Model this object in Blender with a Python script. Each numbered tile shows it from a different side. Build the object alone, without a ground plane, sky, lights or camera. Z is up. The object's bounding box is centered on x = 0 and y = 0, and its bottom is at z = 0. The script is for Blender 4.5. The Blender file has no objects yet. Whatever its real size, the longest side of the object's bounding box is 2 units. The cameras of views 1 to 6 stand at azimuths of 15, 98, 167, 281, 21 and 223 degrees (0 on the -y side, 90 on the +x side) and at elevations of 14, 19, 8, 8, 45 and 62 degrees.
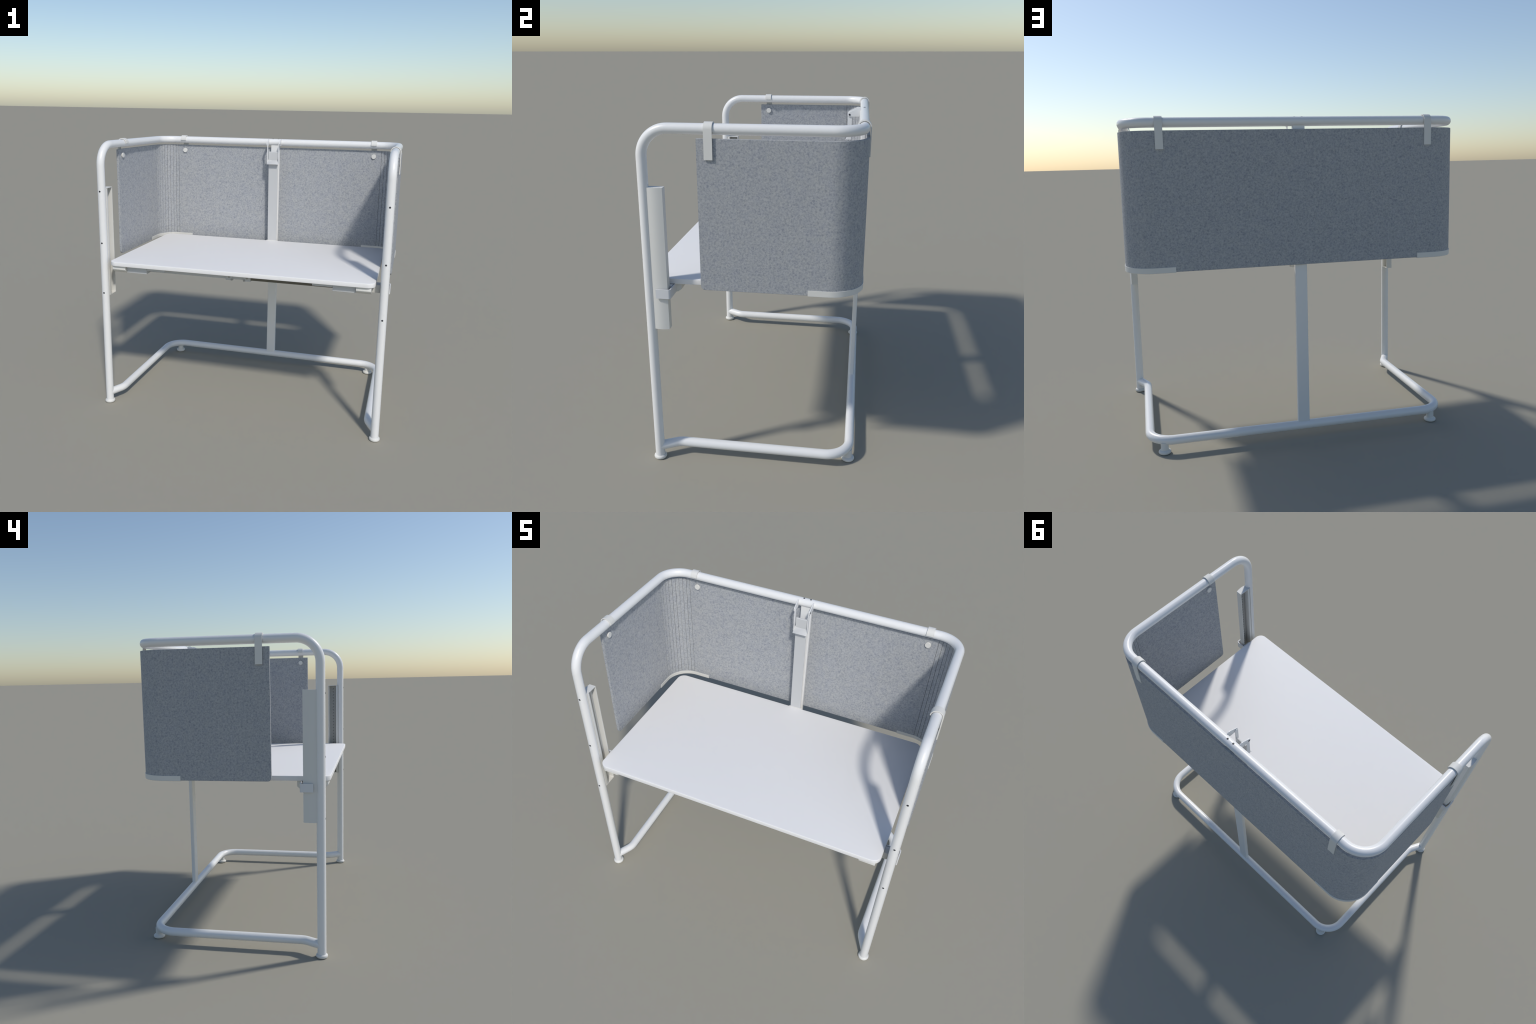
"""Height-adjustable workstation desk: bent white tube frame, U-shaped felt
privacy screen hung on strap clips, white table top on side rails."""
import bpy, bmesh, math
from mathutils import Vector

# ------------------------------------------------------------------ sizes
TUBE_R = 0.0267          # frame tube radius
LEG_X = 0.9640           # upper loop: x of legs and side rails
LEG_Y = -0.5275          # front legs
BACK_Y = 0.5415          # back run of upper loop
TOP_Z = 1.8660           # axis height of the upper loop
BEND_R = 0.137
BASE_X, BASE_Y, BASE_Z = 0.9075, 0.5415, 0.0740
SCREEN_X, SCREEN_Y = 0.9895, 0.5705      # outer faces of the felt screen
SCREEN_R, SCREEN_T = 0.170, 0.0155
SCREEN_TOP, SCREEN_BOTTOM, SCREEN_FRONT = 1.8230, 1.0570, -0.2450
TABLE_X, TABLE_FRONT, TABLE_BACK = 0.9080, -0.5760, 0.4830
TABLE_TOP, TABLE_THICK, TABLE_CORNER = 1.0790, 0.0300, 0.051

# -------------------------------------------------------------- materials
def new_material(name):
    m = bpy.data.materials.new(name)
    m.use_nodes = True
    nt = m.node_tree
    return m, nt, nt.nodes["Principled BSDF"]

def plain(name, colour, rough, spec=0.5, grain=0.0, grain_scale=300.0, bump=0.0, coat=0.0, metallic=0.0):
    m, nt, b = new_material(name)
    b.inputs["Base Color"].default_value = (*colour, 1)
    b.inputs["Roughness"].default_value = rough
    b.inputs["Specular IOR Level"].default_value = spec
    b.inputs["Coat Weight"].default_value = coat
    b.inputs["Metallic"].default_value = metallic
    tc = nt.nodes.new("ShaderNodeTexCoord")
    nz = nt.nodes.new("ShaderNodeTexNoise")
    nz.inputs["Scale"].default_value = grain_scale
    nz.inputs["Detail"].default_value = 3
    nt.links.new(tc.outputs["Object"], nz.inputs["Vector"])
    if grain > 0:
        cr = nt.nodes.new("ShaderNodeValToRGB")
        cr.color_ramp.elements[0].position = 0.3
        cr.color_ramp.elements[1].position = 0.7
        cr.color_ramp.elements[0].color = (*[c * (1 - grain) for c in colour], 1)
        cr.color_ramp.elements[1].color = (*[min(1, c * (1 + grain)) for c in colour], 1)
        nt.links.new(nz.outputs["Fac"], cr.inputs["Fac"])
        nt.links.new(cr.outputs["Color"], b.inputs["Base Color"])
    if bump > 0:
        bp = nt.nodes.new("ShaderNodeBump")
        bp.inputs["Strength"].default_value = bump
        bp.inputs["Distance"].default_value = 0.001
        nt.links.new(nz.outputs["Fac"], bp.inputs["Height"])
        nt.links.new(bp.outputs["Normal"], b.inputs["Normal"])
    return m

def felt_material():
    """Pressed melange felt: pale grey fibres with darker and lighter flecks."""
    m, nt, b = new_material("melange_felt")
    L = nt.links.new
    tc = nt.nodes.new("ShaderNodeTexCoord")
    def noise(scale, detail, rough, dist=0.0):
        n = nt.nodes.new("ShaderNodeTexNoise")
        n.inputs["Scale"].default_value = scale
        n.inputs["Detail"].default_value = detail
        n.inputs["Roughness"].default_value = rough
        n.inputs["Distortion"].default_value = dist
        L(tc.outputs["Object"], n.inputs["Vector"])
        return n
    fleck = noise(95, 4, 0.65, 0.6)
    r1 = nt.nodes.new("ShaderNodeValToRGB")
    e = r1.color_ramp.elements
    e[0].position, e[0].color = 0.30, (0.246, 0.263, 0.290, 1)
    e[1].position, e[1].color = 0.62, (0.432, 0.439, 0.444, 1)
    mid = e.new(0.47); mid.color = (0.356, 0.368, 0.382, 1)
    L(fleck.outputs["Fac"], r1.inputs["Fac"])
    tint = noise(26, 3, 0.6, 0.3)
    r2 = nt.nodes.new("ShaderNodeValToRGB")
    t = r2.color_ramp.elements
    t[0].position, t[0].color = 0.35, (0.96, 0.97, 1.00, 1)
    t[1].position, t[1].color = 0.65, (1.03, 1.03, 1.02, 1)
    L(tint.outputs["Fac"], r2.inputs["Fac"])
    mx = nt.nodes.new("ShaderNodeMix")
    mx.data_type = 'RGBA'; mx.blend_type = 'MULTIPLY'
    mx.inputs["Factor"].default_value = 1.0
    L(r1.outputs["Color"], mx.inputs["A"])
    L(r2.outputs["Color"], mx.inputs["B"])
    L(mx.outputs["Result"], b.inputs["Base Color"])
    b.inputs["Roughness"].default_value = 0.95
    b.inputs["Specular IOR Level"].default_value = 0.15
    b.inputs["Sheen Weight"].default_value = 0.06
    b.inputs["Sheen Roughness"].default_value = 0.6
    fuzz = noise(420, 2, 0.6)
    bp = nt.nodes.new("ShaderNodeBump")
    bp.inputs["Strength"].default_value = 0.35
    bp.inputs["Distance"].default_value = 0.002
    L(fuzz.outputs["Fac"], bp.inputs["Height"])
    L(bp.outputs["Normal"], b.inputs["Normal"])
    return m

PAINT = plain("white_lacquered_steel", (0.80, 0.798, 0.785), 0.33, 0.5, coat=0.1)
POWDER = plain("off_white_powder_coat", (0.715, 0.705, 0.665), 0.55, 0.35, grain=0.015, grain_scale=500)
POST = plain("post_powder_coat", (0.70, 0.705, 0.71), 0.5, 0.4)
TOPMAT = plain("white_laminate", (0.815, 0.808, 0.798), 0.62, 0.25)
FELT = felt_material()
DARK = plain("dark_screw_steel", (0.035, 0.037, 0.045), 0.45, 0.4)
RACK = plain("galvanised_rack", (0.38, 0.375, 0.35), 0.5, 0.5, grain=0.06, grain_scale=200)
SHADOW = plain("dark_brown_ribbed", (0.20, 0.185, 0.15), 0.7, 0.2)
STRIP = plain("grey_coated_strip", (0.555, 0.56, 0.56), 0.5, 0.4)
GREY = plain("grey_steel_bar", (0.55, 0.56, 0.56), 0.5, 0.4)

# ---------------------------------------------------------------- helpers
COLL = bpy.context.scene.collection

def add(name, mesh, mat, parent, smooth_angle=None):
    ob = bpy.data.objects.new(name, mesh)
    if mat is not None and not mesh.materials:
        mesh.materials.append(mat)
    COLL.objects.link(ob)
    ob.parent = parent
    return ob

def finish(bm, name, smooth=35):
    bmesh.ops.recalc_face_normals(bm, faces=bm.faces)
    lim = math.radians(smooth)
    for f in bm.faces:
        f.smooth = smooth > 0
    for e in bm.edges:
        if len(e.link_faces) == 2 and e.calc_face_angle(0) > lim:
            e.smooth = False
    me = bpy.data.meshes.new(name)
    bm.to_mesh(me); bm.free()
    return me

def fillet(points, radii, steps=16):
    """Round the inner corners of a polyline with arcs."""
    pts = [Vector(p) for p in points]
    out = [pts[0]]
    for i in range(1, len(pts) - 1):
        p, a, b, r = pts[i], pts[i - 1], pts[i + 1], radii[i - 1]
        u, v = (a - p).normalized(), (b - p).normalized()
        ang = u.angle(v)
        if r <= 0 or ang > math.pi - 1e-4:
            out.append(p); continue
        d = r / math.tan(ang / 2)
        c = p + (u + v).normalized() * (r / math.sin(ang / 2))
        s, e = p + u * d - c, p + v * d - c
        tot = s.angle(e)
        for k in range(steps + 1):
            t = k / steps
            out.append(c + (s * math.sin((1 - t) * tot) + e * math.sin(t * tot)) / math.sin(tot))
    out.append(pts[-1])
    return out

def tube(path, r, seg=32, caps=True):
    bm = bmesh.new()
    path = [Vector(p) for p in path]
    tang = []
    for i in range(len(path)):
        a = path[max(i - 1, 0)]; b = path[min(i + 1, len(path) - 1)]
        tang.append((b - a).normalized())
    n = tang[0].orthogonal().normalized()
    rings = []
    for i, p in enumerate(path):
        if i:
            n = tang[i - 1].rotation_difference(tang[i]) @ n
        n = (n - tang[i] * n.dot(tang[i])).normalized()
        b = tang[i].cross(n)
        rings.append([bm.verts.new(p + (n * math.cos(2 * math.pi * k / seg) + b * math.sin(2 * math.pi * k / seg)) * r)
                      for k in range(seg)])
    for A, B in zip(rings, rings[1:]):
        for k in range(seg):
            bm.faces.new((A[k], A[(k + 1) % seg], B[(k + 1) % seg], B[k]))
    if caps:
        bm.faces.new(rings[0][::-1]); bm.faces.new(rings[-1])
    return bm

def lathe(profile, seg=40):
    """profile: (radius, z) list from bottom to top, closed on the axis."""
    bm = bmesh.new()
    rings = []
    for r, z in profile:
        if r < 1e-6:
            rings.append([bm.verts.new((0, 0, z))])
        else:
            rings.append([bm.verts.new((r * math.cos(2 * math.pi * k / seg), r * math.sin(2 * math.pi * k / seg), z))
                          for k in range(seg)])
    for A, B in zip(rings, rings[1:]):
        for k in range(seg):
            j = (k + 1) % seg
            if len(A) == 1: bm.faces.new((A[0], B[k], B[j]))
            elif len(B) == 1: bm.faces.new((A[k], A[j], B[0]))
            else: bm.faces.new((A[k], A[j], B[j], B[k]))
    return bm

def prism(poly, axis, lo, hi, bevel=0.0, segs=2):
    """Extrude a polygon given in the two other axes (cyclic order) along axis."""
    bm = bmesh.new()
    def put(a, b, c):
        return {'x': (c, a, b), 'y': (a, c, b), 'z': (a, b, c)}[axis]
    A = [bm.verts.new(put(a, b, lo)) for a, b in poly]
    B = [bm.verts.new(put(a, b, hi)) for a, b in poly]
    n = len(poly)
    bm.faces.new(A); bm.faces.new(B)
    for i in range(n):
        bm.faces.new((A[i], A[(i + 1) % n], B[(i + 1) % n], B[i]))
    bmesh.ops.recalc_face_normals(bm, faces=bm.faces)
    if bevel > 0:
        bmesh.ops.bevel(bm, geom=[e for e in bm.edges], offset=bevel, offset_type='OFFSET',
                        segments=segs, profile=0.5, affect='EDGES', clamp_overlap=True)
    return bm

def box(x0, x1, y0, y1, z0, z1, bevel=0.0015):
    return prism([(min(x0, x1), y0), (max(x0, x1), y0), (max(x0, x1), y1), (min(x0, x1), y1)], 'z', z0, z1, bevel)

def merge(*bms):
    out = bmesh.new()
    for b in bms:
        me = bpy.data.meshes.new("tmp"); b.to_mesh(me); b.free()
        out.from_mesh(me); bpy.data.meshes.remove(me)
    return out

def rounded_rect(x0, x1, y0, y1, r, steps=10):
    pts = []
    for cx, cy, a in ((x1 - r, y1 - r, 0), (x0 + r, y1 - r, 90), (x0 + r, y0 + r, 180), (x1 - r, y0 + r, 270)):
        for k in range(steps + 1):
            t = math.radians(a + 90 * k / steps)
            pts.append((cx + r * math.cos(t), cy + r * math.sin(t)))
    return pts

def ribbon(path, thickness, width, along):
    """A flat bent strip: 2D path offset by thickness to its left, swept by width along a vector.
    path: list of 3D points lying in a plane perpendicular to `along`."""
    along = Vector(along).normalized()
    P = [Vector(p) for p in path]
    bm = bmesh.new()
    rows = []
    for i, p in enumerate(P):
        t = (P[min(i + 1, len(P) - 1)] - P[max(i - 1, 0)]).normalized()
        n = along.cross(t).normalized()
        q = p + n * thickness
        rows.append([bm.verts.new(v + along * s) for v, s in ((p, -width / 2), (p, width / 2), (q, width / 2), (q, -width / 2))])
    for A, B in zip(rows, rows[1:]):
        for k in range(4):
            bm.faces.new((A[k], A[(k + 1) % 4], B[(k + 1) % 4], B[k]))
    bm.faces.new(rows[0]); bm.faces.new(rows[-1][::-1])
    return bm

# ------------------------------------------------------------- the object
desk = bpy.data.objects.new("workstation_desk", None)
COLL.objects.link(desk)
desk["label"] = "white tubular desk with grey felt privacy screen and table top"
desk["category"] = "desk"

# --- upper loop: front legs, side rails and back rail are one bent tube
loop = [(-LEG_X, LEG_Y, 0.012), (-LEG_X, LEG_Y, TOP_Z), (-LEG_X, BACK_Y, TOP_Z),
        (LEG_X, BACK_Y, TOP_Z), (LEG_X, LEG_Y, TOP_Z), (LEG_X, LEG_Y, 0.012)]
frame = add("frame_tube", finish(tube(fillet(loop, [BEND_R] * 4, 22), TUBE_R, 40), "frame_tube", 60), PAINT, desk)

# --- base loop: from leg to leg around the back
base = [(-LEG_X, LEG_Y, BASE_Z), (-BASE_X, -0.420, BASE_Z), (-BASE_X, BASE_Y, BASE_Z),
        (BASE_X, BASE_Y, BASE_Z), (BASE_X, -0.420, BASE_Z), (LEG_X, LEG_Y, BASE_Z)]
add("base_tube", finish(tube(fillet(base, [0.11, BEND_R, BEND_R, 0.11], 18), TUBE_R, 36), "base_tube", 60), PAINT, desk)

# --- feet: flared discs; the rear ones stand on short stems
glide = [(0, 0), (0.032, 0), (0.0345, 0.003), (0.0358, 0.008), (0.035, 0.014), (0.032, 0.018), (0.028, 0.0205), (0, 0.0205)]
front_foot = finish(lathe(glide), "foot", 40)
rear_foot = finish(lathe([(0, 0), (0.032, 0), (0.035, 0.003), (0.0365, 0.008), (0.0355, 0.014), (0.031, 0.018),
                          (0.0235, 0.021), (0.0225, 0.026), (0.0225, 0.066), (0, 0.066)]), "foot", 40)
for x, y, me in ((-LEG_X, LEG_Y, front_foot), (LEG_X, LEG_Y, front_foot),
                 (-0.829, BASE_Y - 0.004, rear_foot), (0.829, BASE_Y - 0.004, rear_foot)):
    ob = add("foot", me, POWDER, desk)
    ob.location = (x, y, 0)

# --- centre post at the back
post = add("centre_post", finish(prism(rounded_rect(-0.0355, 0.0355, 0.5260, 0.5545, 0.006, 5), 'z', BASE_Z + 0.010, TOP_Z - 0.012),
                                 "centre_post", 40), PAINT, desk)
# --- hook on the back rail: two tapered cheeks, two arms, a plate with a lip
hook = bpy.data.objects.new("hook", None)
COLL.objects.link(hook); hook.parent = desk
cheek = [(0.4430, 1.8500), (0.4460, 1.8440), (0.4520, 1.8420), (0.5140, 1.8420), (0.5200, 1.8880), (0.5050, 1.8920),
         (0.4970, 1.8900), (0.4480, 1.8660), (0.4430, 1.8600)]
for sx in (-1, 1):
    add("hook_cheek", finish(prism(cheek, 'x', sx * 0.0475, sx * 0.0520, 0.0008, 1), "hook_cheek", 30), PAINT, hook)
    arm = prism([(0.4450, 1.7050), (0.4680, 1.7050), (0.4680, 1.8560), (0.4620, 1.8630), (0.4510, 1.8630), (0.4450, 1.8560)],
                'x', sx * 0.0430, sx * 0.0462, 0.0006, 1)
    add("hook_arm", finish(arm, "hook_arm", 30), PAINT, hook)
    b = lathe([(0, -0.0035), (0.0055, -0.0035), (0.0055, 0.0035), (0, 0.0035)], 20)
    bolt = add("bolt", finish(b, "bolt", 40), DARK, hook)
    bolt.location = (sx * 0.0502, 0.4540, 1.8535)
    bolt.rotation_euler = (0, math.pi / 2, 0)
# grey hanging strip: rolled top edge, leaning back down to the table's rear edge
strip_path = fillet([(0, 0.4690, 1.7960), (0, 0.4580, 1.7985), (0, 0.4640, 1.6900), (0, 0.4850, 1.0600)], [0.006, 0.2], 6)
add("hanging_strip", finish(ribbon(strip_path, 0.0030, 0.0730, (1, 0, 0)), "hanging_strip", 40), STRIP, hook)
lip = prism([(-0.0460, 0.4345), (0.0460, 0.4345), (0.0420, 0.4680), (-0.0420, 0.4680)], 'z', -0.0013, 0.0013, 0.0005, 1)
for v in lip.verts:   # tilt: low in front
    v.co.z += 1.7000 + (v.co.y - 0.4345) * 1.05
add("hook_lip", finish(lip, "hook_lip", 30), STRIP, hook)

# --- dark screw holes: three on the front of each leg, two on the back rail
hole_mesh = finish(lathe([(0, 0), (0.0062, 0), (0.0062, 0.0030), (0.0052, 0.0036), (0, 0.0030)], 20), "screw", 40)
for sx in (-1, 1):
    for z in (1.5580, 1.1995, 0.8415):
        o = add("screw", hole_mesh, DARK, desk)
        o.location = (sx * LEG_X, LEG_Y - TUBE_R + 0.0028, z)
        o.rotation_euler = (math.pi / 2, 0, 0)
    o = add("screw", hole_mesh, DARK, desk)
    o.location = (sx * 0.0220, BACK_Y - 0.0010, TOP_Z + TUBE_R - 0.0029)

# --- felt screen: U-shaped sheet with saw kerfs inside the two corners
def build_screen():
    R, T = SCREEN_R, SCREEN_T
    side = (SCREEN_Y - R) - SCREEN_FRONT
    back = 2 * (SCREEN_X - R)
    arc = R * math.pi / 2
    total = 2 * side + 2 * arc + back
    def at(s):
        """point on the outer face and inward normal at arc length s (left front -> right front)"""
        if s <= side:
            return (-SCREEN_X, SCREEN_FRONT + s), (1, 0)
        s2 = s - side
        if s2 <= arc:
            a = math.pi - s2 / R
            return (-SCREEN_X + R + R * math.cos(a), SCREEN_Y - R + R * math.sin(a)), (-math.cos(a), -math.sin(a))
        s2 -= arc
        if s2 <= back:
            return (-SCREEN_X + R + s2, SCREEN_Y), (0, -1)
        s2 -= back
        if s2 <= arc:
            a = math.pi / 2 - s2 / R
            return (SCREEN_X - R + R * math.cos(a), SCREEN_Y - R + R * math.sin(a)), (-math.cos(a), -math.sin(a))
        s2 -= arc
        return (SCREEN_X, SCREEN_Y - R - s2), (-1, 0)
    stations = []        # (s, thickness)
    rc = 0.022           # rounded lower front corners
    for k in range(9):
        stations.append((rc * (1 - math.cos(math.pi / 2 * k / 8)), T))
    n = 24
    def span(a, b, k):
        for i in range(1, k + 1):
            stations.append((a + (b - a) * i / k, T))
    kerfs = 10
    pitch = arc / kerfs
    w, depth = 0.0022, 0.0080
    def arc_with_kerfs(s0):
        for i in range(kerfs):
            c = s0 + pitch * (i + 0.5)
            stations.extend([(c - pitch * 0.3, T), (c - w / 2, T), (c - w / 2 + 1e-5, T - depth),
                             (c + w / 2 - 1e-5, T - depth), (c + w / 2, T), (c + pitch * 0.3, T)])
    span(rc, side - 0.001, 4)
    arc_with_kerfs(side)
    span(side + arc + 0.001, side + arc + back - 0.001, 6)
    arc_with_kerfs(side + arc + back)
    stations.append((side + 2 * arc + back + 0.001, T))
    span(side + 2 * arc + back + 0.001, total - rc, 4)
    for k in range(1, 9):
        stations.append((total - rc * (1 - math.sin(math.pi / 2 * k / 8)), T))
    bm = bmesh.new()
    rows = []
    for s, t in stations:
        (x, y), (nx, ny) = at(s)
        d = min(s, total - s)
        zb = SCREEN_BOTTOM
        if d < rc:
            zb += rc - math.sqrt(max(0, rc * rc - (rc - d) ** 2))
        e = 0.0015           # softened rim
        o = [(x, y), (x + nx * t, y + ny * t)]
        rows.append([bm.verts.new((x, y, zb + e)), bm.verts.new((x, y, SCREEN_TOP - e)),
                     bm.verts.new((x + nx * e, y + ny * e, SCREEN_TOP)),
                     bm.verts.new((x + nx * (T - e), y + ny * (T - e), SCREEN_TOP)),   # kerfs stop under the rim
                     bm.verts.new((x + nx * t, y + ny * t, SCREEN_TOP - e)),
                     bm.verts.new((x + nx * t, y + ny * t, zb + e)),
                     bm.verts.new((x + nx * (t - e), y + ny * (t - e), zb)),
                     bm.verts.new((x + nx * e, y + ny * e, zb))])
    for A, B in zip(rows, rows[1:]):
        for k in range(8):
            bm.faces.new((A[k], A[(k + 1) % 8], B[(k + 1) % 8], B[k]))
    bm.faces.new(rows[0]); bm.faces.new(rows[-1][::-1])
    return bm, at, side, arc, back

bm, screen_at, s_side, s_arc, s_back = build_screen()
add("felt_screen", finish(bm, "felt_screen", 40), FELT, desk)

# --- corner trims: thin channels gripping the lower edge of the screen corners
def corner_trim(sx):
    s0, s1 = s_side - 0.100, s_side + s_arc + 0.104
    bm = bmesh.new()
    rows = []
    N = 36
    zl, zo, zi = SCREEN_BOTTOM - 0.0035, 1.0850, 1.0790
    for i in range(N + 1):
        s = s0 + (s1 - s0) * i / N
        (x, y), (nx, ny) = screen_at(s)
        def pt(off, z):
            return bm.verts.new((-sx * (x + nx * off), y + ny * off, z))
        a, b = -0.0030, SCREEN_T + 0.0030
        rows.append([pt(a, zl + 0.002), pt(a, zo), pt(0.0004, zo), pt(0.0004, SCREEN_BOTTOM + 0.004), pt(SCREEN_T - 0.0004, SCREEN_BOTTOM + 0.004),
                     pt(SCREEN_T - 0.0004, zi), pt(b, zi), pt(b, zl + 0.002), pt(b - 0.002, zl), pt(a + 0.002, zl)])
    n = len(rows[0])
    for A, B in zip(rows, rows[1:]):
        for k in range(n):
            bm.faces.new((A[k], A[(k + 1) % n], B[(k + 1) % n], B[k]))
    bm.faces.new(rows[0]); bm.faces.new(rows[-1][::-1])
    return bm
for sx in (-1, 1):
    add("corner_trim", finish(corner_trim(sx), "corner_trim", 30), POWDER, desk)

# --- strap clips: hooked over the rail, running down the outside of the screen
def strap_mesh():
    """Local frame: tube axis along y through the origin, outside is +x."""
    ri = TUBE_R + 0.0026
    pts = []
    for k in range(25):
        a = math.radians(184 - 184 * k / 24)
        pts.append((ri * math.cos(a), 0, ri * math.sin(a)))
    pts += [(ri, 0, -0.050), (ri, 0, -0.1420)]
    bm = ribbon(pts, 0.0055, 0.0420, (0, -1, 0))
    return finish(bm, "strap_clip", 40)
strap = strap_mesh()
knob = finish(lathe([(0, -0.0200), (0.0065, -0.0200), (0.0065, 0.0), (0.0165, 0.0), (0.0180, 0.0015), (0.0180, 0.0080), (0.0168, 0.0095), (0, 0.0095)], 32), "knob", 40)
def hang(x, y, rot, kx, ky):
    s = add("strap_clip", strap, POWDER, desk)
    s.location = (x, y, TOP_Z); s.rotation_euler = (0, 0, rot)
    k = add("knob", knob, POWDER, s)
    # knob sits on the inner face of the screen; its shaft runs through to the strap
    k.location = (kx, ky, 1.7790 - TOP_Z)
    k.rotation_euler = (0, -math.pi / 2, 0)
inner_side = (SCREEN_X - SCREEN_T) - LEG_X
inner_back = (SCREEN_Y - SCREEN_T) - BACK_Y
hang(LEG_X, -0.1850, 0, inner_side, 0)
hang(-LEG_X, -0.1850, math.pi, inner_side, 0)
hang(0.7730, BACK_Y, math.pi / 2, inner_back, 0)
hang(-0.7730, BACK_Y, math.pi / 2, inner_back, 0)

# --- table top
tb = prism(rounded_rect(-TABLE_X, TABLE_X, TABLE_FRONT, TABLE_BACK, TABLE_CORNER, 12), 'z', TABLE_TOP - TABLE_THICK, TABLE_TOP)
rim = [e for e in tb.edges if abs(e.verts[0].co.z - e.verts[1].co.z) < 1e-6]
bmesh.ops.bevel(tb, geom=rim, offset=0.0035, offset_type='OFFSET', segments=3, profile=0.5, affect='EDGES')
add("table_top", finish(tb, "table_top", 30), TOPMAT, desk)

# --- rear bracket joining the table to the cable channel
rb = merge(box(-0.046, 0.046, 0.4550, 0.4865, 1.0300, 1.0488, 0.001), box(-0.046, 0.046, 0.4832, 0.4868, 1.0400, 1.0815, 0.0006))
add("rear_bracket", finish(rb, "rear_bracket", 30), POWDER, desk)

# --- side rails: upright channels behind the front legs, open to the inside
RZ0, RZ1 = 0.8180, 1.5785
def side_rail(sx):
    xo, xi, yf, yb, t = 0.9790, 0.9380, -0.5160, -0.4270, 0.0035
    bow = 0.0065
    out = []
    for k in range(13):                       # bowed outer face, front to back
        u = k / 12
        out.append((xo + bow * math.sin(math.pi * u), yf + (yb - yf) * u))
    plan = [(xi, yf)] + out + [(xi, yb), (xi, yb - t)]
    for k in range(12, -1, -1):
        u = k / 12
        out_y = yf + t + (yb - yf - 2 * t) * u
        plan.append((xo - t + bow * math.sin(math.pi * u), out_y))
    plan.append((xi, yf + t))
    plan = [(sx * a, b) for a, b in plan]
    bm = prism(plan, 'z', RZ0, RZ1)
    ends = []
    for z0, z1 in ((RZ0, RZ0 + t), (RZ1 - t, RZ1)):
        lid = [(xi, yf + t), (xi, yb - t)] + [(xo - t + bow * math.sin(math.pi * k / 12) + 0.001, yf + t + (yb - yf - 2 * t) * k / 12) for k in range(12, -1, -1)]
        ends.append(prism([(sx * a, b) for a, b in lid], 'z', z0 + 0.0004, z1 - 0.0004))
    return merge(bm, *ends)
for sx in (-1, 1):
    rail = add("side_rail", finish(side_rail(sx), "side_rail", 30), POWDER, desk)
    # perforated height-setting strip inside the channel
    # narrow inturned flange along the leg
    add("rail_flange", finish(box(sx * 0.9382, sx * 0.9760, -0.5090, -0.4930, RZ0 + 0.004, RZ1 - 0.004, 0.0005), "rail_flange", 30), POWDER, rail)
    strip = box(sx * 0.9775, sx * 0.9800, -0.4940, -0.4380, RZ0 + 0.006, RZ1 - 0.006, 0.0005)
    rack = add("rack_strip", finish(strip, "rack_strip", 30), RACK, rail)

sb = prism(rounded_rect(-0.0085, 0.0085, -0.0040, 0.0040, 0.0038, 6), 'z', -0.0008, 0.0008)
slot_mesh = finish(sb, "slot", 40)
HOLE = plain("slot_dark", (0.24, 0.24, 0.23), 0.7, 0.2)
slot_mesh.materials.append(HOLE)
for sx in (-1, 1):
    rail = [o for o in desk.children if o.name.startswith("side_rail") and o.data.vertices[0].co.x * sx > 0][0]
    for i in range(28):
        z = RZ0 + 0.030 + i * (RZ1 - RZ0 - 0.060) / 27
        o = add("slot", slot_mesh, HOLE, rail)
        o.rotation_euler = (0, math.pi / 2, 0)
        o.rotation_euler.rotate_axis('Z', math.radians(35 if i % 2 else 145))
        o.location = (sx * 0.9773, -0.4680, z)

# --- rail clips: J-shaped plates from the table to the outside of each rail
def rail_clip(sx):
    t = 0.0055
    path = fillet([(sx * 0.9915, -0.4860, 0), (sx * 0.9915, -0.4135, 0), (sx * 0.8800, -0.4135, 0)], [0.007], 6)
    z0, z1 = 0.9980, 1.0480
    bm = ribbon([(p.x, p.y, (z0 + z1) / 2) for p in path], t * (-sx), z1 - z0, (0, 0, 1))
    return bm
for sx in (-1, 1):
    clip = add("rail_clip", finish(rail_clip(sx), "rail_clip", 40), POST, desk)
    inner = box(sx * 0.8800, sx * 0.9340, -0.4700, -0.4180, 0.9950, 1.0480, 0.0025)
    add("clip_block", finish(inner, "clip_block", 30), POWDER, clip)

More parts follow.
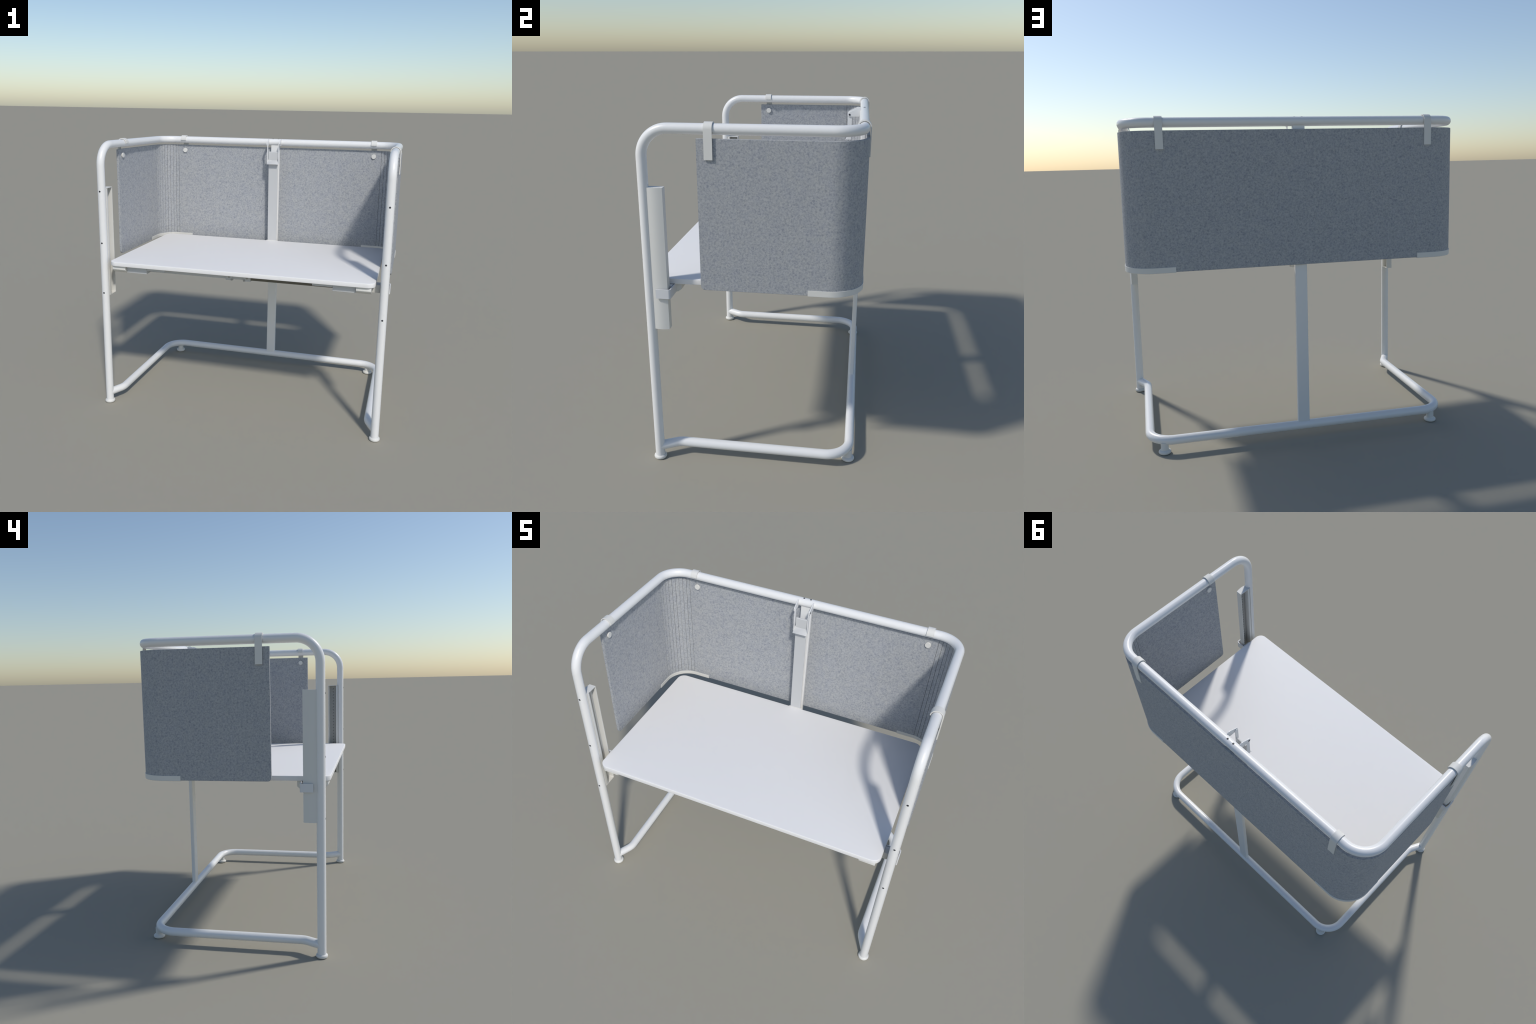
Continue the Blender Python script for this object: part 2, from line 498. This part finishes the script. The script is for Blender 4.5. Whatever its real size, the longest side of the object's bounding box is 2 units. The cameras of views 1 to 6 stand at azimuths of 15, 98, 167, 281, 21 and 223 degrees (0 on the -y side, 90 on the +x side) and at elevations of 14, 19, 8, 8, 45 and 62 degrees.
# --- brackets and cross bar under the table top
UZ = TABLE_TOP - TABLE_THICK
for sx in (-1, 1):
    blk = prism([(-0.5620, UZ - 0.001), (-0.5640, UZ - 0.024), (-0.5560, UZ - 0.033), (-0.5300, UZ - 0.049), (-0.4000, UZ - 0.052),
                 (-0.3800, UZ - 0.037), (-0.3800, UZ - 0.001)], 'x', sx * 0.7900, sx * 0.8850, 0.0020, 2)
    corner = add("corner_bracket", finish(blk, "corner_bracket", 30), POWDER, desk)
    add("bracket_plate", finish(box(sx * 0.6400, sx * 0.7880, -0.5400, -0.4100, UZ - 0.0475, UZ - 0.001, 0.003), "bracket_plate", 30), GREY, corner)
    add("bracket_tongue", finish(box(sx * 0.5080, sx * 0.6400, -0.5380, -0.4100, UZ - 0.0235, UZ - 0.001, 0.003), "bracket_tongue", 30), GREY, corner)
bar = add("cross_bar", finish(box(-0.6500, 0.0400, -0.4860, -0.4460, UZ - 0.0430, UZ - 0.001, 0.002), "cross_bar", 30), GREY, desk)
# dark brown, ribbed-looking right-hand length under the table
ribs = [box(0.0400, 0.6500, -0.4820, -0.4500, UZ - 0.0430, UZ - 0.001, 0.0)]
for i in range(88):
    x = 0.0480 + i * 0.0068
    ribs.append(box(x, x + 0.0034, -0.4845, -0.4475, UZ - 0.0425, UZ - 0.0015, 0.0))
add("ribbed_bar", finish(merge(*ribs), "ribbed_bar", 30), SHADOW, bar)
tab_mesh = finish(box(-0.0245, 0.0245, -0.4930, -0.4410, UZ - 0.0500, UZ - 0.001, 0.002), "bar_tab", 30)
tab_bolt = finish(lathe([(0, 0), (0.0075, 0), (0.0075, 0.0030), (0.0055, 0.0040), (0.0030, 0.0018), (0, 0.0018)], 24), "bolt", 40)
for sx in (-1, 1):
    tb_ob = add("bar_tab", tab_mesh, GREY, bar)
    tb_ob.location = (sx * 0.0620, 0, 0)
    for dx, dz in ((0.0, -0.026), (-sx * 0.0190, -0.044)):
        o = add("bolt", tab_bolt, DARK if dz < -0.03 else RACK, tb_ob)
        o.location = (dx, -0.4925, UZ + dz)
        o.rotation_euler = (math.pi / 2, 0, 0)
